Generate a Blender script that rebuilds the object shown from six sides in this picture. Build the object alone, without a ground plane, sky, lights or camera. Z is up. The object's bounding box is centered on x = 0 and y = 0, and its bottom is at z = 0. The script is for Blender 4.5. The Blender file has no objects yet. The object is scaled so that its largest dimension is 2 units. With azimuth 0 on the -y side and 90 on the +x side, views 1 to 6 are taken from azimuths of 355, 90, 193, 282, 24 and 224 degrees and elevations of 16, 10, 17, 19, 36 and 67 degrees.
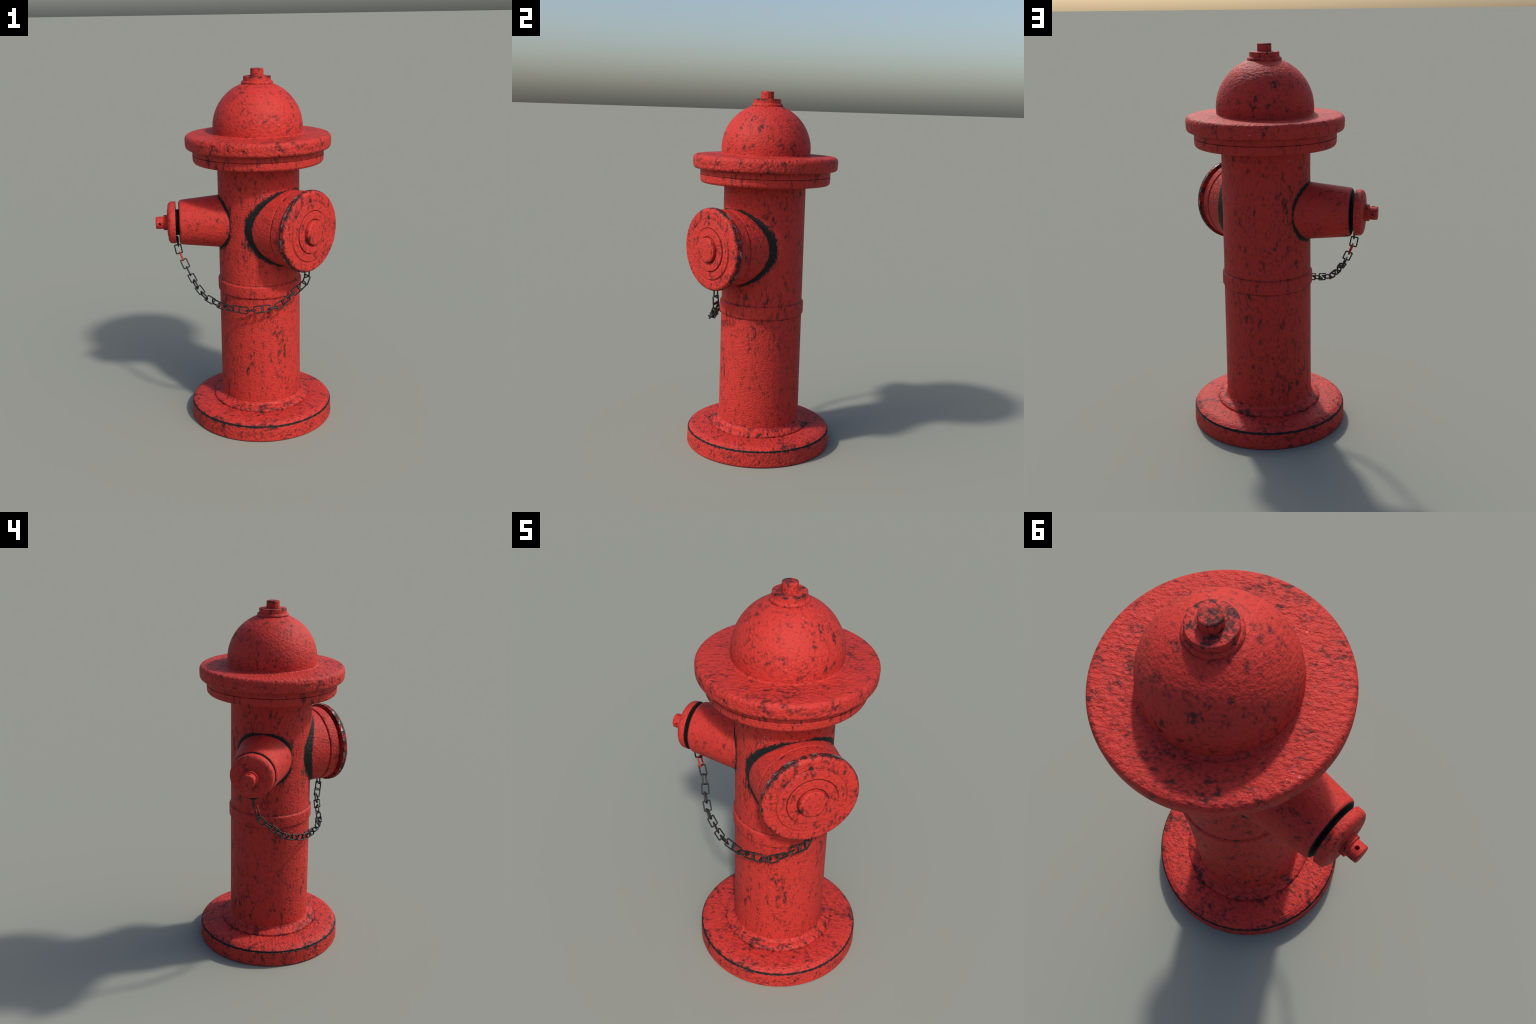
"""Red cast-iron fire hydrant: lathe-turned parts, two capped outlets, a hanging chain."""
import bpy, bmesh, math
from mathutils import Vector, Matrix

AX, AY = 0.0812, 0.0095          # vertical axis of the barrel
Z_SMALL = 1.1690                 # height of the hose outlet axis (points to -x)
Z_BIG = 1.1575                   # height of the pumper outlet axis
AZ_BIG = math.radians(42.5)      # its heading, measured from -y towards +x
SEG = 112
R_BARREL = 0.2278
BASE_R = 0.4110

# ------------------------------------------------------------------ geometry
def rounded(profile):
    """profile: (r, h[, corner radius]) -> polyline with rounded corners."""
    out = []
    n = len(profile)
    for i, p in enumerate(profile):
        b = p[2] if len(p) > 2 else 0.0
        c = Vector(p[:2])
        if b <= 0 or i == 0 or i == n - 1:
            out.append(c)
            continue
        a, d = Vector(profile[i - 1][:2]) - c, Vector(profile[i + 1][:2]) - c
        s = min(b, a.length * 0.49, d.length * 0.49)
        p0, p2 = c + a.normalized() * s, c + d.normalized() * s
        steps = 5
        for k in range(steps + 1):
            t = k / steps
            out.append(p0 * (1 - t) ** 2 + c * 2 * t * (1 - t) + p2 * t * t)
    return out


def lathe(name, profile, frame, seg=SEG, sharp=38):
    """Revolve a profile (radius, height) about the local z axis of frame."""
    pts = rounded(profile)
    bm = bmesh.new()
    rings = []
    for p in pts:
        if p.x < 1e-6:
            rings.append([bm.verts.new((0, 0, p.y))])
        else:
            rings.append([bm.verts.new((p.x * math.cos(2 * math.pi * k / seg),
                                        p.x * math.sin(2 * math.pi * k / seg), p.y))
                          for k in range(seg)])
    for a, b in zip(rings, rings[1:]):
        for k in range(seg):
            q = (k + 1) % seg
            if len(a) == 1 and len(b) == 1:
                continue
            if len(a) == 1:
                bm.faces.new((a[0], b[q], b[k]))
            elif len(b) == 1:
                bm.faces.new((a[k], a[q], b[0]))
            else:
                bm.faces.new((a[k], a[q], b[q], b[k]))
    bmesh.ops.recalc_face_normals(bm, faces=bm.faces)
    me = bpy.data.meshes.new(name)
    bm.to_mesh(me)
    bm.free()
    me.transform(frame)
    finish(me, sharp)
    ob = bpy.data.objects.new(name, me)
    bpy.context.scene.collection.objects.link(ob)
    return ob


def finish(me, sharp=38):
    for p in me.polygons:
        p.use_smooth = True
    me.set_sharp_from_angle(angle=math.radians(sharp))


def axis_frame(origin, direction):
    z = Vector(direction).normalized()
    x = Vector((0, 0, 1)).cross(z)
    if x.length < 1e-4:
        x = Vector((1, 0, 0))
    x.normalize()
    y = z.cross(x)
    m = Matrix((x, y, z)).transposed().to_4x4()
    m.translation = Vector(origin)
    return m


UP = Matrix.Translation((AX, AY, 0))
DIR_BIG = Vector((math.sin(AZ_BIG), -math.cos(AZ_BIG), 0))
SMALL = axis_frame((AX, AY, Z_SMALL), (-1, 0, 0))
BIG = axis_frame((AX, AY, Z_BIG), DIR_BIG)

# ------------------------------------------------------------------ materials
class Nodes:
    """Tiny helper to write shader maths as expressions."""
    def __init__(self, mat):
        mat.use_nodes = True
        self.t = mat.node_tree
        self.t.nodes.clear()

    def put(self, kind, **kw):
        n = self.t.nodes.new(kind)
        for k, v in kw.items():
            setattr(n, k, v)
        return n

    def wire(self, src, dst):
        if hasattr(src, "is_output"):
            self.t.links.new(src, dst)
        else:
            dst.default_value = src

    def m(self, op, a, b=0.0, c=None, clamp=False):
        n = self.put("ShaderNodeMath", operation=op, use_clamp=clamp)
        self.wire(a, n.inputs[0])
        self.wire(b, n.inputs[1])
        if c is not None:
            self.wire(c, n.inputs[2])
        return n.outputs[0]

    def add(self, a, b): return self.m("ADD", a, b)
    def sub(self, a, b): return self.m("SUBTRACT", a, b)
    def mul(self, a, b): return self.m("MULTIPLY", a, b)
    def mx(self, a, b): return self.m("MAXIMUM", a, b)
    def mn(self, a, b): return self.m("MINIMUM", a, b)

    def step(self, x, lo, hi):
        """0 below lo, 1 above hi (or falling, if lo > hi)."""
        n = self.put("ShaderNodeMapRange", interpolation_type="SMOOTHSTEP")
        self.wire(x, n.inputs[0])
        flip = not hasattr(lo, "is_output") and not hasattr(hi, "is_output") and lo > hi
        if flip:
            lo, hi = hi, lo
        self.wire(lo, n.inputs[1])
        self.wire(hi, n.inputs[2])
        n.inputs[3].default_value = 1.0 if flip else 0.0
        n.inputs[4].default_value = 0.0 if flip else 1.0
        return n.outputs[0]

    def length2(self, a, b):
        return self.m("SQRT", self.add(self.mul(a, a), self.mul(b, b)))

    def scaled(self, vec, s, off=(0, 0, 0), turn=0.0):
        n = self.put("ShaderNodeMapping")
        self.wire(vec, n.inputs[0])
        n.inputs["Scale"].default_value = s
        n.inputs["Location"].default_value = off
        n.inputs["Rotation"].default_value = (0, 0, -turn)
        return n.outputs[0]

    def noise(self, vec, scale, detail=3.0, rough=0.55, distort=0.0):
        n = self.put("ShaderNodeTexNoise")
        self.wire(vec, n.inputs["Vector"])
        n.inputs["Scale"].default_value = scale
        n.inputs["Detail"].default_value = detail
        n.inputs["Roughness"].default_value = rough
        n.inputs["Distortion"].default_value = distort
        return n.outputs[0]

    def mix(self, f, a, b):
        n = self.put("ShaderNodeMix", data_type="RGBA")
        self.wire(f, n.inputs[0])
        self.wire(a, n.inputs[6])
        self.wire(b, n.inputs[7])
        return n.outputs[2]


RED = (0.482, 0.0310, 0.0230, 1)
RED_DULL = (0.185, 0.0175, 0.0150, 1)
SOOT = (0.0110, 0.0110, 0.0115, 1)
GRIME = (0.042, 0.0125, 0.0130, 1)
STEEL = (0.36, 0.34, 0.34, 1)


def paint(name, stretch=(1, 1, 0.42), blotch=0.5, fine=1.0, bump=0.5, grain=1.0,
          offset=0.0, chips=0.5, soot=None, fade=None, bare=None, lines=(), wrinkle=(1, 1, 1.45), turn=0.0):
    """Worn red enamel.
    stretch : coordinate scale, < 1 draws the marks out along that axis
    blotch  : amount of dark worn blotches, fine: small mottling, bump: relief
    soot    : function(n, x, y, z, jitter) -> mask of black: bare iron, hose cap back, painted groove shade
    fade    : function(n, x, y, z) -> extra wear where edges and ledges collect it
    """
    mat = bpy.data.materials.new(name)
    n = Nodes(mat)
    obj = n.put("ShaderNodeTexCoord").outputs["Object"]
    sep = n.put("ShaderNodeSeparateXYZ")
    n.wire(obj, sep.inputs[0])
    x, y, z = sep.outputs
    flat = n.scaled(obj, (1, 1, 1), turn=turn)
    v = n.scaled(flat, stretch, (offset, offset * 1.7, offset * 0.6))

    big = n.noise(v, 9.0, 2.0, 0.5)
    mid = n.noise(v, 33.0 * grain, 2.5, 0.52, 0.15)
    small = n.noise(v, 92.0 * grain, 2.0, 0.5, 0.2)
    tiny = n.noise(obj, 230.0 * grain, 2.0, 0.5)

    extra = fade(n, x, y, z) if fade else 0.0
    # soft mottling of the enamel
    mott = n.add(n.mul(small, 0.60), n.mul(mid, 0.40))
    mott = n.add(mott, n.mul(n.sub(big, 0.5), 0.20))
    mott = n.mul(n.step(mott, 0.46, 0.67), 0.86 * fine)
    speck = n.mul(n.step(tiny, 0.56, 0.72), 0.38 * fine)
    # worn blotches, gathered where the broad noise is high
    drive = n.add(n.mul(mid, 0.70), n.mul(small, 0.30))
    drive = n.add(drive, n.mul(n.sub(big, 0.5), 0.42))
    drive = n.add(drive, n.mul(extra, 0.075))
    b0 = 0.645 - 0.10 * blotch
    blot = n.mul(n.step(drive, b0 - 0.035, b0 + 0.155), 0.82)
    deep = n.mul(n.step(drive, b0 + 0.085, b0 + 0.20), 0.50)

    col = n.mix(n.mx(mott, speck), RED, RED_DULL)
    col = n.mix(blot, col, GRIME)
    col = n.mix(deep, col, SOOT)
    # small bare chips of metal
    chipn = n.noise(n.scaled(obj, (1, 1, 1), (3 + offset, 5, 2)), 85.0, 3.0, 0.6)
    chipw = n.noise(n.scaled(obj, (1, 1, 1), (9, 1 + offset, 4)), 5.0, 1.0, 0.5)
    chip = n.add(chipn, n.mul(n.sub(chipw, 0.5), 0.60))
    c0 = 0.80 - 0.08 * chips
    chip = n.mul(n.step(chip, c0, c0 + 0.06), 0.6)

    black = 0.0
    if soot:
        jit = n.add(n.mul(n.noise(n.scaled(obj, stretch, (7, 3, 1)), 130.0, 3.0, 0.65), 0.55),
                    n.mul(n.noise(obj, 34.0, 2.0, 0.5), 0.45))
        jit = n.sub(jit, 0.5)
        black = soot(n, x, y, z, jit)
        col = n.mix(black, col, SOOT)
    if bare:
        metal = bare(n, x, y, z, mid, small)
        chip = n.mx(chip, metal)
    col = n.mix(chip, col, STEEL)
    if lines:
        acc = None
        for lv, w in lines:
            k = n.step(n.m("ABSOLUTE", n.sub(z, lv)), w, w * 0.35)
            acc = k if acc is None else n.mx(acc, k)
        acc = n.mul(acc, n.add(0.30, n.mul(n.step(mid, 0.42, 0.58), 0.55)))
        col = n.mix(acc, col, GRIME)

    # relief: wrinkled thick paint plus fine sand-cast grain
    wr = n.noise(n.scaled(flat, wrinkle), 66.0 * grain, 2.5, 0.5, 0.15)
    fg = n.noise(obj, 190.0 * grain, 2.0, 0.5)
    h = n.add(n.mul(wr, 1.0), n.mul(fg, 0.30))
    h = n.sub(h, n.mul(blot, 0.10))
    bp = n.put("ShaderNodeBump")
    bp.inputs["Strength"].default_value = bump
    bp.inputs["Distance"].default_value = 0.014
    n.wire(h, bp.inputs["Height"])

    bs = n.put("ShaderNodeBsdfPrincipled")
    n.wire(col, bs.inputs["Base Color"])
    n.wire(n.sub(n.add(0.60, n.mul(n.mx(blot, black), 0.06)), n.mul(chip, 0.30)), bs.inputs["Roughness"])
    n.wire(n.mul(chip, 0.8), bs.inputs["Metallic"])
    bs.inputs["Specular IOR Level"].default_value = 0.20
    n.wire(bp.outputs[0], bs.inputs["Normal"])
    out = n.put("ShaderNodeOutputMaterial")
    n.wire(bs.outputs[0], out.inputs[0])
    return mat


def dark_iron(name, colour, rough, bump=0.0, metallic=0.0):
    mat = bpy.data.materials.new(name)
    n = Nodes(mat)
    obj = n.put("ShaderNodeTexCoord").outputs["Object"]
    ns = n.noise(obj, 240.0, 3.0, 0.6)
    lighter = tuple(c * 2.2 for c in colour[:3]) + (1,)
    bs = n.put("ShaderNodeBsdfPrincipled")
    n.wire(n.mix(n.step(ns, 0.45, 0.75), colour, lighter), bs.inputs["Base Color"])
    bs.inputs["Roughness"].default_value = rough
    bs.inputs["Metallic"].default_value = metallic
    if bump:
        bp = n.put("ShaderNodeBump")
        bp.inputs["Strength"].default_value = bump
        bp.inputs["Distance"].default_value = 0.003
        n.wire(ns, bp.inputs["Height"])
        n.wire(bp.outputs[0], bs.inputs["Normal"])
    out = n.put("ShaderNodeOutputMaterial")
    n.wire(bs.outputs[0], out.inputs[0])
    return mat


# --- where matter sits, written as distance fields in object space
def radius_xy(n, x, y):
    return n.length2(n.sub(x, AX), n.sub(y, AY))


def outlet_coords(n, x, y, z, direction, zc):
    """along = distance out from the barrel axis, side / rise = offsets across it."""
    dx, dy = n.sub(x, AX), n.sub(y, AY)
    along = n.add(n.mul(dx, direction.x), n.mul(dy, direction.y))
    side = n.add(n.mul(dx, -direction.y), n.mul(dy, direction.x))
    rise = n.sub(z, zc)
    return along, side, rise


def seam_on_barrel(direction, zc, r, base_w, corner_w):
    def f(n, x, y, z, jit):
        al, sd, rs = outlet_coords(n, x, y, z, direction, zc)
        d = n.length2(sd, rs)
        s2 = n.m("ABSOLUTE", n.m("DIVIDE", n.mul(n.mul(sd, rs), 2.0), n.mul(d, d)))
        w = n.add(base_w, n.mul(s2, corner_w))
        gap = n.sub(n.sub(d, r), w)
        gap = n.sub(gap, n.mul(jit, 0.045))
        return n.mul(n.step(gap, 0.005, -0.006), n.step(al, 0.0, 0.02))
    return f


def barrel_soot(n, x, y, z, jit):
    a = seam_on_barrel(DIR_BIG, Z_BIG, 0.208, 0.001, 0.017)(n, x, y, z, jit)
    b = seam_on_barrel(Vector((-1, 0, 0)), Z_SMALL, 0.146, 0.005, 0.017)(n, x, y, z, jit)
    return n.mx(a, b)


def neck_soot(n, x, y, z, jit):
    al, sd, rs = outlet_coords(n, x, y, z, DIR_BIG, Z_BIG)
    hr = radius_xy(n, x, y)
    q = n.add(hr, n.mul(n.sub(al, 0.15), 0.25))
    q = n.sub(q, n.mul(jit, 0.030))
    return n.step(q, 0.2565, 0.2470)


def cone_soot(n, x, y, z, jit):
    hr = radius_xy(n, x, y)
    root = n.step(n.sub(hr, n.mul(jit, 0.012)), 0.2325, 0.2295)
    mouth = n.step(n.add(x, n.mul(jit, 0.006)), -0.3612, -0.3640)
    return n.mx(root, mouth)


def hose_cap_back(n, x, y, z, jit):
    """black colour on the back face of the hose cap."""
    return n.step(n.add(x, n.mul(jit, 0.003)), -0.3862, -0.3843)


def base_soot(n, x, y, z, jit):
    line = n.m("ABSOLUTE", n.sub(z, 0.0872))
    rr = radius_xy(n, x, y)
    return n.mul(n.step(n.sub(line, n.mul(jit, 0.016)), 0.0068, 0.0036), n.step(rr, 0.388, 0.394))


def ledge(levels, width):
    """extra wear near given heights."""
    def f(n, x, y, z):
        acc = 0.0
        for lv in levels:
            k = n.step(n.m("ABSOLUTE", n.sub(z, lv)), width, 0.0)
            acc = k if not hasattr(acc, "is_output") else n.mx(acc, k)
        return acc
    return f


def base_wear(n, x, y, z):
    rr = radius_xy(n, x, y)
    foot = n.mul(n.step(n.m("ABSOLUTE", n.sub(rr, 0.272)), 0.03, 0.0), 1.35)
    edge = n.step(rr, 0.36, 0.41)
    return n.mx(foot, n.mul(edge, n.step(z, 0.06, 0.09)))


def cap_wear(n, x, y, z):
    al, sd, rs = outlet_coords(n, x, y, z, DIR_BIG, Z_BIG)
    return n.mul(n.step(n.length2(sd, rs), 0.190, 0.220), 1.2)


def cap_soot_and_shade(n, x, y, z, jit):
    al, sd, rs = outlet_coords(n, x, y, z, DIR_BIG, Z_BIG)
    d = n.length2(sd, rs)
    rim = n.step(n.add(d, n.mul(jit, 0.060)), 0.2165, 0.2245)
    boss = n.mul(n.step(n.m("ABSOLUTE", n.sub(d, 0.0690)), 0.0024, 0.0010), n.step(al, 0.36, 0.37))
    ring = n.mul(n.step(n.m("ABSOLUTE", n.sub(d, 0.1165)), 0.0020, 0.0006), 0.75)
    outer_shade = n.mul(n.step(n.m("ABSOLUTE", n.sub(d, 0.1610)), 0.0024, 0.0006), n.add(0.45, jit))  # crease shade of the outer groove, painted into the colour
    return n.mx(n.mx(n.mul(rim, 0.92), boss), n.mul(n.mx(ring, outer_shade), n.step(al, 0.36, 0.37)))


def cap_bare(n, x, y, z, mid, small):
    """bare metal on the turned edge of the cap."""
    al, sd, rs = outlet_coords(n, x, y, z, DIR_BIG, Z_BIG)
    d = n.length2(sd, rs)
    edge = n.mul(n.step(d, 0.2215, 0.2235), n.step(al, 0.362, 0.354))
    return n.mul(edge, n.mul(n.step(n.add(n.mul(mid, 0.5), n.mul(small, 0.5)), 0.50, 0.60), 0.75))


def nut_wear(n, x, y, z):
    rr = radius_xy(n, x, y)
    e1 = n.step(n.m("ABSOLUTE", n.sub(z, 1.957)), 0.010, 0.0)
    e2 = n.step(z, 1.984, 1.999)
    e3 = n.mul(n.step(rr, 0.060, 0.074), n.step(z, 1.953, 1.957))
    e4 = n.step(n.m("ABSOLUTE", n.sub(z, 1.921)), 0.006, 0.0)
    return n.mul(n.mx(n.mx(e1, e2), n.mx(e3, n.mul(e4, 0.8))), 1.9)


M_BARREL = paint("worn_red_paint_barrel", (1, 1, 0.45), 0.62, 1.0, 0.45, 1.18, 0.0, 0.4,
                 soot=barrel_soot, lines=((0.8455, 0.0045), (0.7690, 0.0040), (1.5000, 0.003)))
M_BASE = paint("worn_red_paint_base", (0.75, 1, 0.8), 0.66, 1.15, 0.55, 0.95, 2.3, 0.5,
               soot=base_soot, fade=base_wear, wrinkle=(0.8, 1, 1))
M_BRIM = paint("worn_red_paint_brim", (0.68, 1, 0.7), 0.36, 1.2, 0.66, 1.0, 4.1, 0.7,
               lines=((1.5795, 0.004),), wrinkle=(0.65, 1, 0.9), turn=math.radians(33))
M_FLANGE = paint("worn_red_paint_flange", (1, 1, 0.40), 0.60, 1.0, 0.5, 1.0, 5.2, 0.4,
                 lines=((1.5462, 0.0022),))
M_DOME = paint("worn_red_paint_dome", (1, 1, 0.75), 0.62, 0.90, 0.40, 1.0, 6.4, 0.5)
M_NUT = paint("worn_red_paint_nut", (1, 1, 0.7), 0.80, 1.1, 0.4, 1.15, 7.7, 0.5, fade=nut_wear)
M_NECK = paint("worn_red_paint_neck", (1, 1, 0.8), 0.45, 0.9, 0.45, 1.0, 8.3, 0.5, soot=neck_soot)
M_RING = paint("worn_red_paint_cap_ring", (1, 1, 0.7), 0.50, 1.0, 0.45, 1.0, 9.1, 0.5)
M_CAP = paint("worn_red_paint_pumper_cap", (1, 1, 0.60), 0.66, 1.2, 0.45, 0.85, 10.6, 0.35,
              soot=cap_soot_and_shade, fade=cap_wear, bare=cap_bare)
M_CONE = paint("worn_red_paint_hose_nozzle", (1, 1, 0.7), 0.42, 0.8, 0.32, 1.15, 11.9, 0.4, soot=cone_soot)
M_HCAP = paint("worn_red_paint_hose_cap", (1, 1, 0.8), 0.50, 0.9, 0.40, 1.3, 13.2, 0.4, soot=hose_cap_back)
M_GASKET = dark_iron("black_rubber", (0.004, 0.004, 0.004, 1), 0.8)
M_CHAIN = dark_iron("blackened_chain_iron", (0.006, 0.006, 0.006, 1), 0.50, 0.2, 0.0)
M_CHAIN_RED = paint("worn_red_paint_chain_link", (1, 1, 1), 0.3, 1.0, 0.2, 1.6, 1.1, 0.3)

# ------------------------------------------------------------------ assembly
root = bpy.data.objects.new("fire_hydrant", None)
root.empty_display_size = 0.3
root.location = (AX, AY, 0)
root["label"] = "worn red cast iron fire hydrant with hanging black chain"
root["category"] = "fire hydrant"
bpy.context.scene.collection.objects.link(root)
bpy.context.view_layer.update()


def attach(ob, mat=None, parent=root):
    if mat:
        ob.data.materials.append(mat)
    ob.parent = parent
    # parents other than the root sit at the world origin
    ob.matrix_parent_inverse = parent.matrix_world.inverted()
    return ob


# ground flange with the black parting line, and the swelling foot of the barrel
R = BASE_R
base = attach(lathe("base_flange", [
    (0, 0.0), (R - 0.003, 0.0, 0.002), (R, 0.006, 0.004), (R - 0.0025, 0.0825, 0.001), (R - 0.0070, 0.0850),
    (R - 0.0070, 0.0895), (R - 0.009, 0.0930, 0.004), (R - 0.030, 0.1060, 0.010), (R - 0.034, 0.1055),
    (R - 0.037, 0.1075, 0.004), (0.285, 0.1165), (0.2760, 0.1140), (0.2765, 0.1220, 0.006), (0.262, 0.1330, 0.012),
    (0.238, 0.1370, 0.012), (0.2300, 0.1520, 0.010), (0.2240, 0.1700), (0, 0.1700)], UP), M_BASE)

barrel = attach(lathe("barrel", [
    (0, 0.140), (0.2300, 0.140), (0.2288, 0.45), (0.2283, 0.7690), (0.2365, 0.7780, 0.003),
    (0.2368, 0.8360, 0.003), (0.2278, 0.8450), (0.2276, 0.8480), (0.2264, 1.515), (0, 1.515)], UP), M_BARREL)

flange = attach(lathe("bonnet_flange", [
    (0, 1.5000), (0.3500, 1.5000, 0.008), (0.3590, 1.5100, 0.010), (0.3608, 1.5440, 0.001), (0.3565, 1.5453),
    (0.3565, 1.5470), (0.3600, 1.5483), (0.3600, 1.5900), (0, 1.5900)], UP), M_FLANGE)

brim = attach(lathe("bonnet_brim", [
    (0, 1.5790), (0.3900, 1.5790, 0.006), (0.3985, 1.5900, 0.010), (0.4000, 1.6370, 0.016), (0.3890, 1.6530, 0.018),
    (0.3550, 1.6555, 0.02), (0.2540, 1.6570, 0.006), (0.2440, 1.6620, 0.006), (0.2400, 1.6700), (0, 1.6700)], UP), M_BRIM)

dome_r, dome_z = 0.2460, 1.6885
dome_profile = [(0, 1.650), (0.2445, 1.650), (0.2450, 1.668)]
for k in range(0, 19):
    a = math.radians(k * 4.05)
    dome_profile.append((dome_r * math.cos(a), dome_z + dome_r * math.sin(a) * 1.0))
dome_profile.append((0, dome_profile[-1][1] + 0.002))
dome = attach(lathe("bonnet_dome", dome_profile, UP), M_DOME)

nut_collar = attach(lathe("operating_nut_collar", [
    (0, 1.905), (0.0840, 1.9050), (0.0862, 1.9180, 0.002), (0.0862, 1.9290, 0.006), (0.0800, 1.9355, 0.003),
    (0.0750, 1.9360, 0.001), (0.0743, 1.9590, 0.004), (0.0690, 1.9605), (0, 1.9605)], UP, 72), M_NUT)
nut = attach(lathe("operating_nut", [
    (0, 1.955), (0.0356, 1.955), (0.0352, 2.0, 0.006), (0, 2.0)], UP, 56), M_NUT, nut_collar)

# pumper outlet: neck, coupling ring, big round cap with raised rings and boss
neck = attach(lathe("pumper_nozzle", [
    (0, 0.06), (0.2105, 0.06), (0.2100, 0.15), (0.2080, 0.2640, 0.003), (0.2020, 0.2668), (0.2020, 0.30), (0, 0.30)], BIG), M_NECK)
ring = attach(lathe("coupling_ring", [
    (0, 0.2705), (0.2050, 0.2705), (0.2105, 0.2730, 0.003), (0.2090, 0.3290, 0.006), (0.1950, 0.3330, 0.002), (0.1900, 0.3550),
    (0, 0.3550)], BIG), M_RING, neck)
cap = attach(lathe("pumper_cap", [
    (0, 0.3430), (0.1960, 0.3430), (0.2230, 0.3430, 0.003), (0.2240, 0.3675, 0.013), (0.2130, 0.3800, 0.015), (0.1700, 0.3805, 0.004),
    (0.1650, 0.3790), (0.1590, 0.3860, 0.003), (0.1200, 0.3875), (0.1165, 0.3840), (0.1140, 0.3925, 0.002), (0.0740, 0.3930, 0.002),
    (0.0710, 0.3880), (0.0670, 0.3880), (0.0660, 0.4070, 0.003), (0.0560, 0.4125, 0.007), (0, 0.4130)], BIG), M_CAP, neck)

# hose outlet: tapered nozzle, rubber gasket, cap, collar and drilled nut
hose = attach(lathe("hose_nozzle", [
    (0, 0.12), (0.1570, 0.12), (0.1242, 0.4400, 0.010), (0.1120, 0.4480, 0.004), (0, 0.4480)], SMALL), M_CONE)
gasket = attach(lathe("rubber_gasket", [
    (0, 0.44), (0.0720, 0.44), (0.0720, 0.4680), (0, 0.4680)], SMALL, 64), M_GASKET, hose)
hcap = attach(lathe("hose_cap", [
    (0, 0.4645), (0.1140, 0.4645), (0.1180, 0.4665, 0.003), (0.1160, 0.4980, 0.014), (0.1000, 0.5080, 0.006), (0.0750, 0.5095),
    (0.0735, 0.5120, 0.001), (0, 0.5130)], SMALL, 88), M_HCAP, hose)
collar = attach(lathe("cap_collar", [
    (0, 0.508), (0.0425, 0.508), (0.0425, 0.5335, 0.003), (0, 0.5335)], SMALL, 56), M_HCAP, hose)
hnut = lathe("cap_nut", [
    (0, 0.528), (0.0345, 0.528), (0.0340, 0.5765, 0.007), (0, 0.5765)], SMALL, 56)
for direction in ((0, 1, 0), (0, 0, 1)):       # two crossing drilled holes
    frame = axis_frame((AX - 0.5535, AY, Z_SMALL), direction)
    drill = lathe("drill_tool", [(0, -0.06), (0.0080, -0.06), (0.0080, 0.06), (0, 0.06)], frame, 24)
    mod = hnut.modifiers.new("drill", "BOOLEAN")
    mod.operation, mod.object, mod.solver = "DIFFERENCE", drill, "EXACT"
    dg = bpy.context.evaluated_depsgraph_get()
    me = bpy.data.meshes.new_from_object(hnut.evaluated_get(dg))
    hnut.modifiers.clear()
    hnut.data = me
    bpy.data.objects.remove(drill)
hnut.data.name = "cap_nut"
finish(hnut.data)
attach(hnut, M_HCAP, hose)

# ------------------------------------------------------------------ chain
def link_mesh(length=0.0575, width=0.0415, wire=0.0035, deep=0.0046):
    """Bent square-cornered wire link lying in its local xz plane (z = length)."""
    path, corner = [], 0.0035
    hl, hw = length / 2 - wire, width / 2 - wire
    for sx, sz in ((1, 1), (-1, 1), (-1, -1), (1, -1)):
        cx, cz = sx * (hw - corner), sz * (hl - corner)
        start = {(1, 1): 0, (-1, 1): 90, (-1, -1): 180, (1, -1): 270}[(sx, sz)]
        for k in range(4):
            a = math.radians(start + 30 * k)
            path.append((Vector((cx + corner * math.cos(a), 0, cz + corner * math.sin(a))),
                         Vector((math.cos(a), 0, math.sin(a)))))
    bm = bmesh.new()
    sides, loops = 8, []
    for p, nrm in path:
        loops.append([bm.verts.new(p + nrm * wire * math.cos(2 * math.pi * s / sides)
                                   + Vector((0, 1, 0)) * deep * math.sin(2 * math.pi * s / sides))
                      for s in range(sides)])
    for i in range(len(loops)):
        a, b = loops[i], loops[(i + 1) % len(loops)]
        for s in range(sides):
            q = (s + 1) % sides
            bm.faces.new((a[s], a[q], b[q], b[s]))
    bmesh.ops.recalc_face_normals(bm, faces=bm.faces)
    me = bpy.data.meshes.new("chain_link")
    bm.to_mesh(me)
    bm.free()
    for p in me.polygons:
        p.use_smooth = True
    return me


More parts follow.
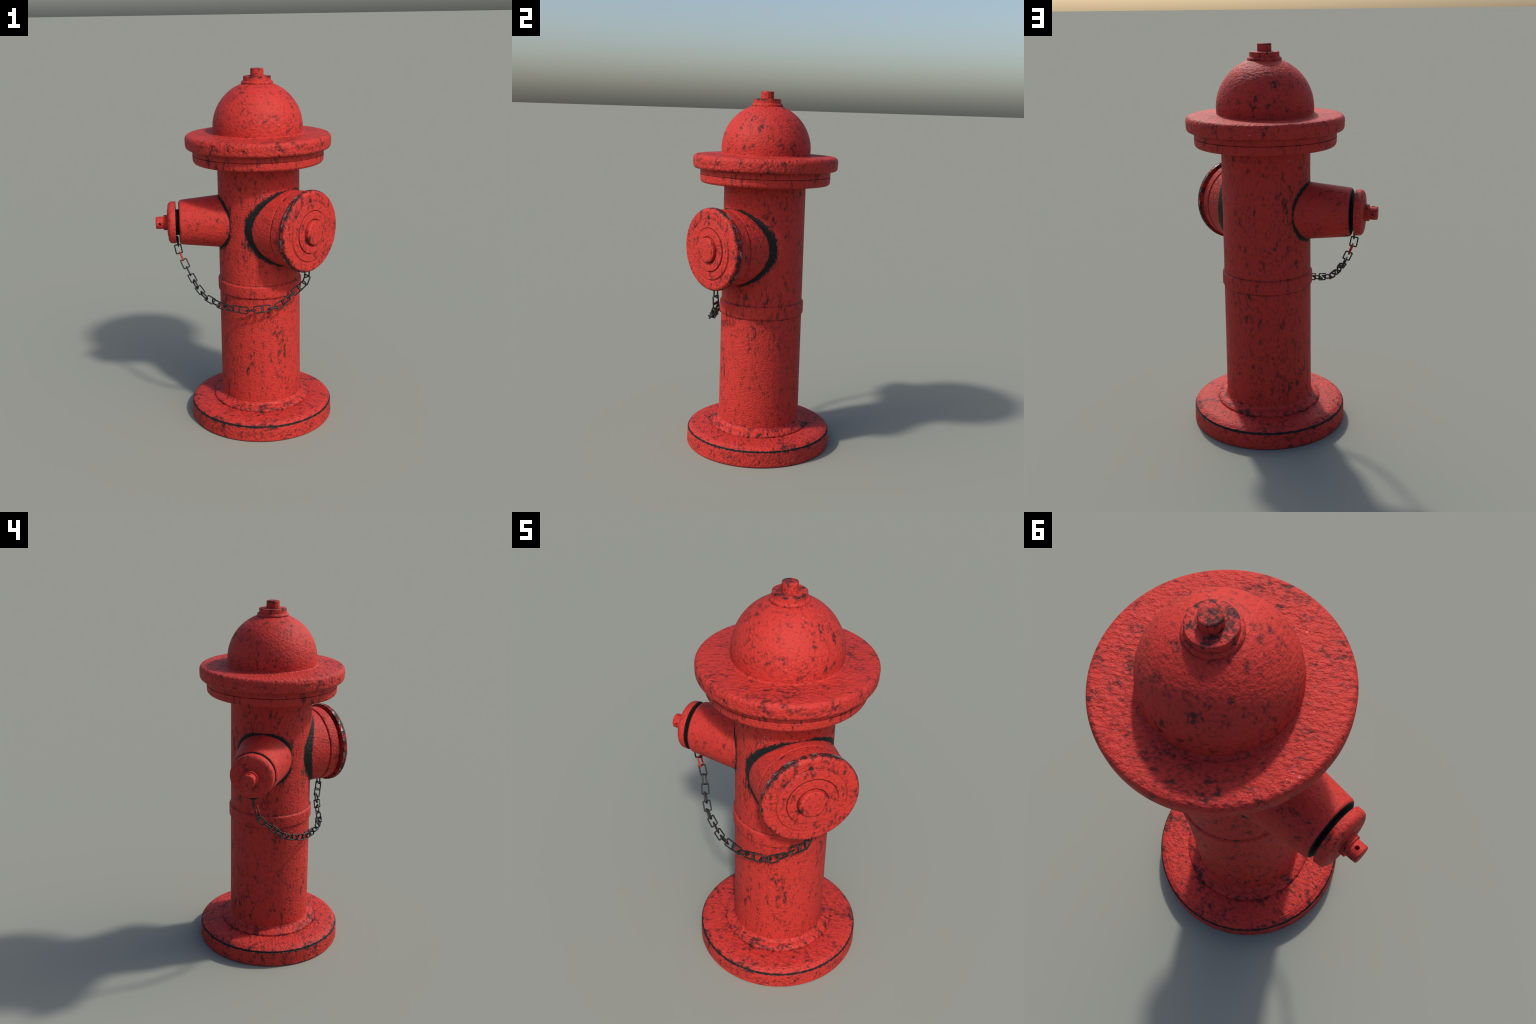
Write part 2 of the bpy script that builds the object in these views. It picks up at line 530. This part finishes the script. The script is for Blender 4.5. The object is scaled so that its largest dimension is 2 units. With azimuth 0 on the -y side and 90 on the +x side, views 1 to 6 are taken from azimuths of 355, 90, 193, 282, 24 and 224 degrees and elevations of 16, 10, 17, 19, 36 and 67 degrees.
# where the slack chain hangs: control points of its curve, hose cap to pumper cap
SPINE = [(-0.377, 0.0085, 1.059), (-0.376, 0.008, 1.014), (-0.360, 0.002, 0.972), (-0.342, -0.009, 0.932),
         (-0.324, -0.027, 0.892), (-0.304, -0.059, 0.861), (-0.287, -0.087, 0.832), (-0.265, -0.113, 0.806),
         (-0.243, -0.138, 0.781), (-0.211, -0.160, 0.763), (-0.179, -0.184, 0.752), (-0.148, -0.208, 0.740),
         (-0.111, -0.229, 0.735), (-0.073, -0.242, 0.732), (-0.034, -0.253, 0.727), (0.006, -0.265, 0.727),
         (0.047, -0.275, 0.735), (0.088, -0.276, 0.739), (0.127, -0.270, 0.738), (0.166, -0.264, 0.753),
         (0.200, -0.251, 0.773), (0.229, -0.244, 0.798), (0.258, -0.235, 0.822), (0.290, -0.234, 0.847),
         (0.314, -0.235, 0.880), (0.318, -0.235, 0.921)]
FACE, EDGE = (0, -1, 0.30), (0, 0.3, 1)
OPEN, TURN = (0.2, -0.8, 0.5), (-0.5, -0.8, -0.35)
FACING = {10: OPEN, 11: TURN, 12: OPEN, 13: TURN, 14: OPEN, 15: FACE, 16: EDGE, 17: FACE, 18: OPEN, 19: EDGE,
          20: (-0.3, -0.7, 0.6), 21: (0.3, -0.6, -0.2), 22: (-0.8, 0.3, 0.5), 23: OPEN, 24: (0.5, 0.5, -0.4),
          25: (-0.6, -0.6, 0.2), 26: (0.6, -0.8, 0.0)}

chain = bpy.data.objects.new("chain", None)
chain.empty_display_size = 0.1
bpy.context.scene.collection.objects.link(chain)
attach(chain)
black_link = link_mesh()
red_link = black_link.copy()
black_link.materials.append(M_CHAIN)
red_link.materials.append(M_CHAIN_RED)
for i, p in enumerate(SPINE):
    k = i + 1
    p = Vector(p)
    a = Vector(SPINE[max(i - 1, 0)])
    b = Vector(SPINE[min(i + 1, len(SPINE) - 1)])
    tangent = (b - a).normalized()
    if k == 26:
        tangent = Vector((0.05, 0, 1)).normalized()
    if k in FACING:
        normal = Vector(FACING[k])
    else:
        front = Vector((0.10, -1, 0.1)) if k < 6 else Vector((0.25, -0.80, 0.42))
        normal = front if k % 2 == 0 else tangent.cross(front)
    normal = (normal - tangent * normal.dot(tangent)).normalized()
    across = normal.cross(tangent)
    rot = Matrix((across, normal, tangent)).transposed().to_4x4()
    ob = bpy.data.objects.new("chain_link", red_link if k == 3 else black_link)
    bpy.context.scene.collection.objects.link(ob)
    ob.parent = chain
    ob.matrix_parent_inverse = Matrix.Identity(4)
    ob.matrix_basis = Matrix.Translation(p) @ rot
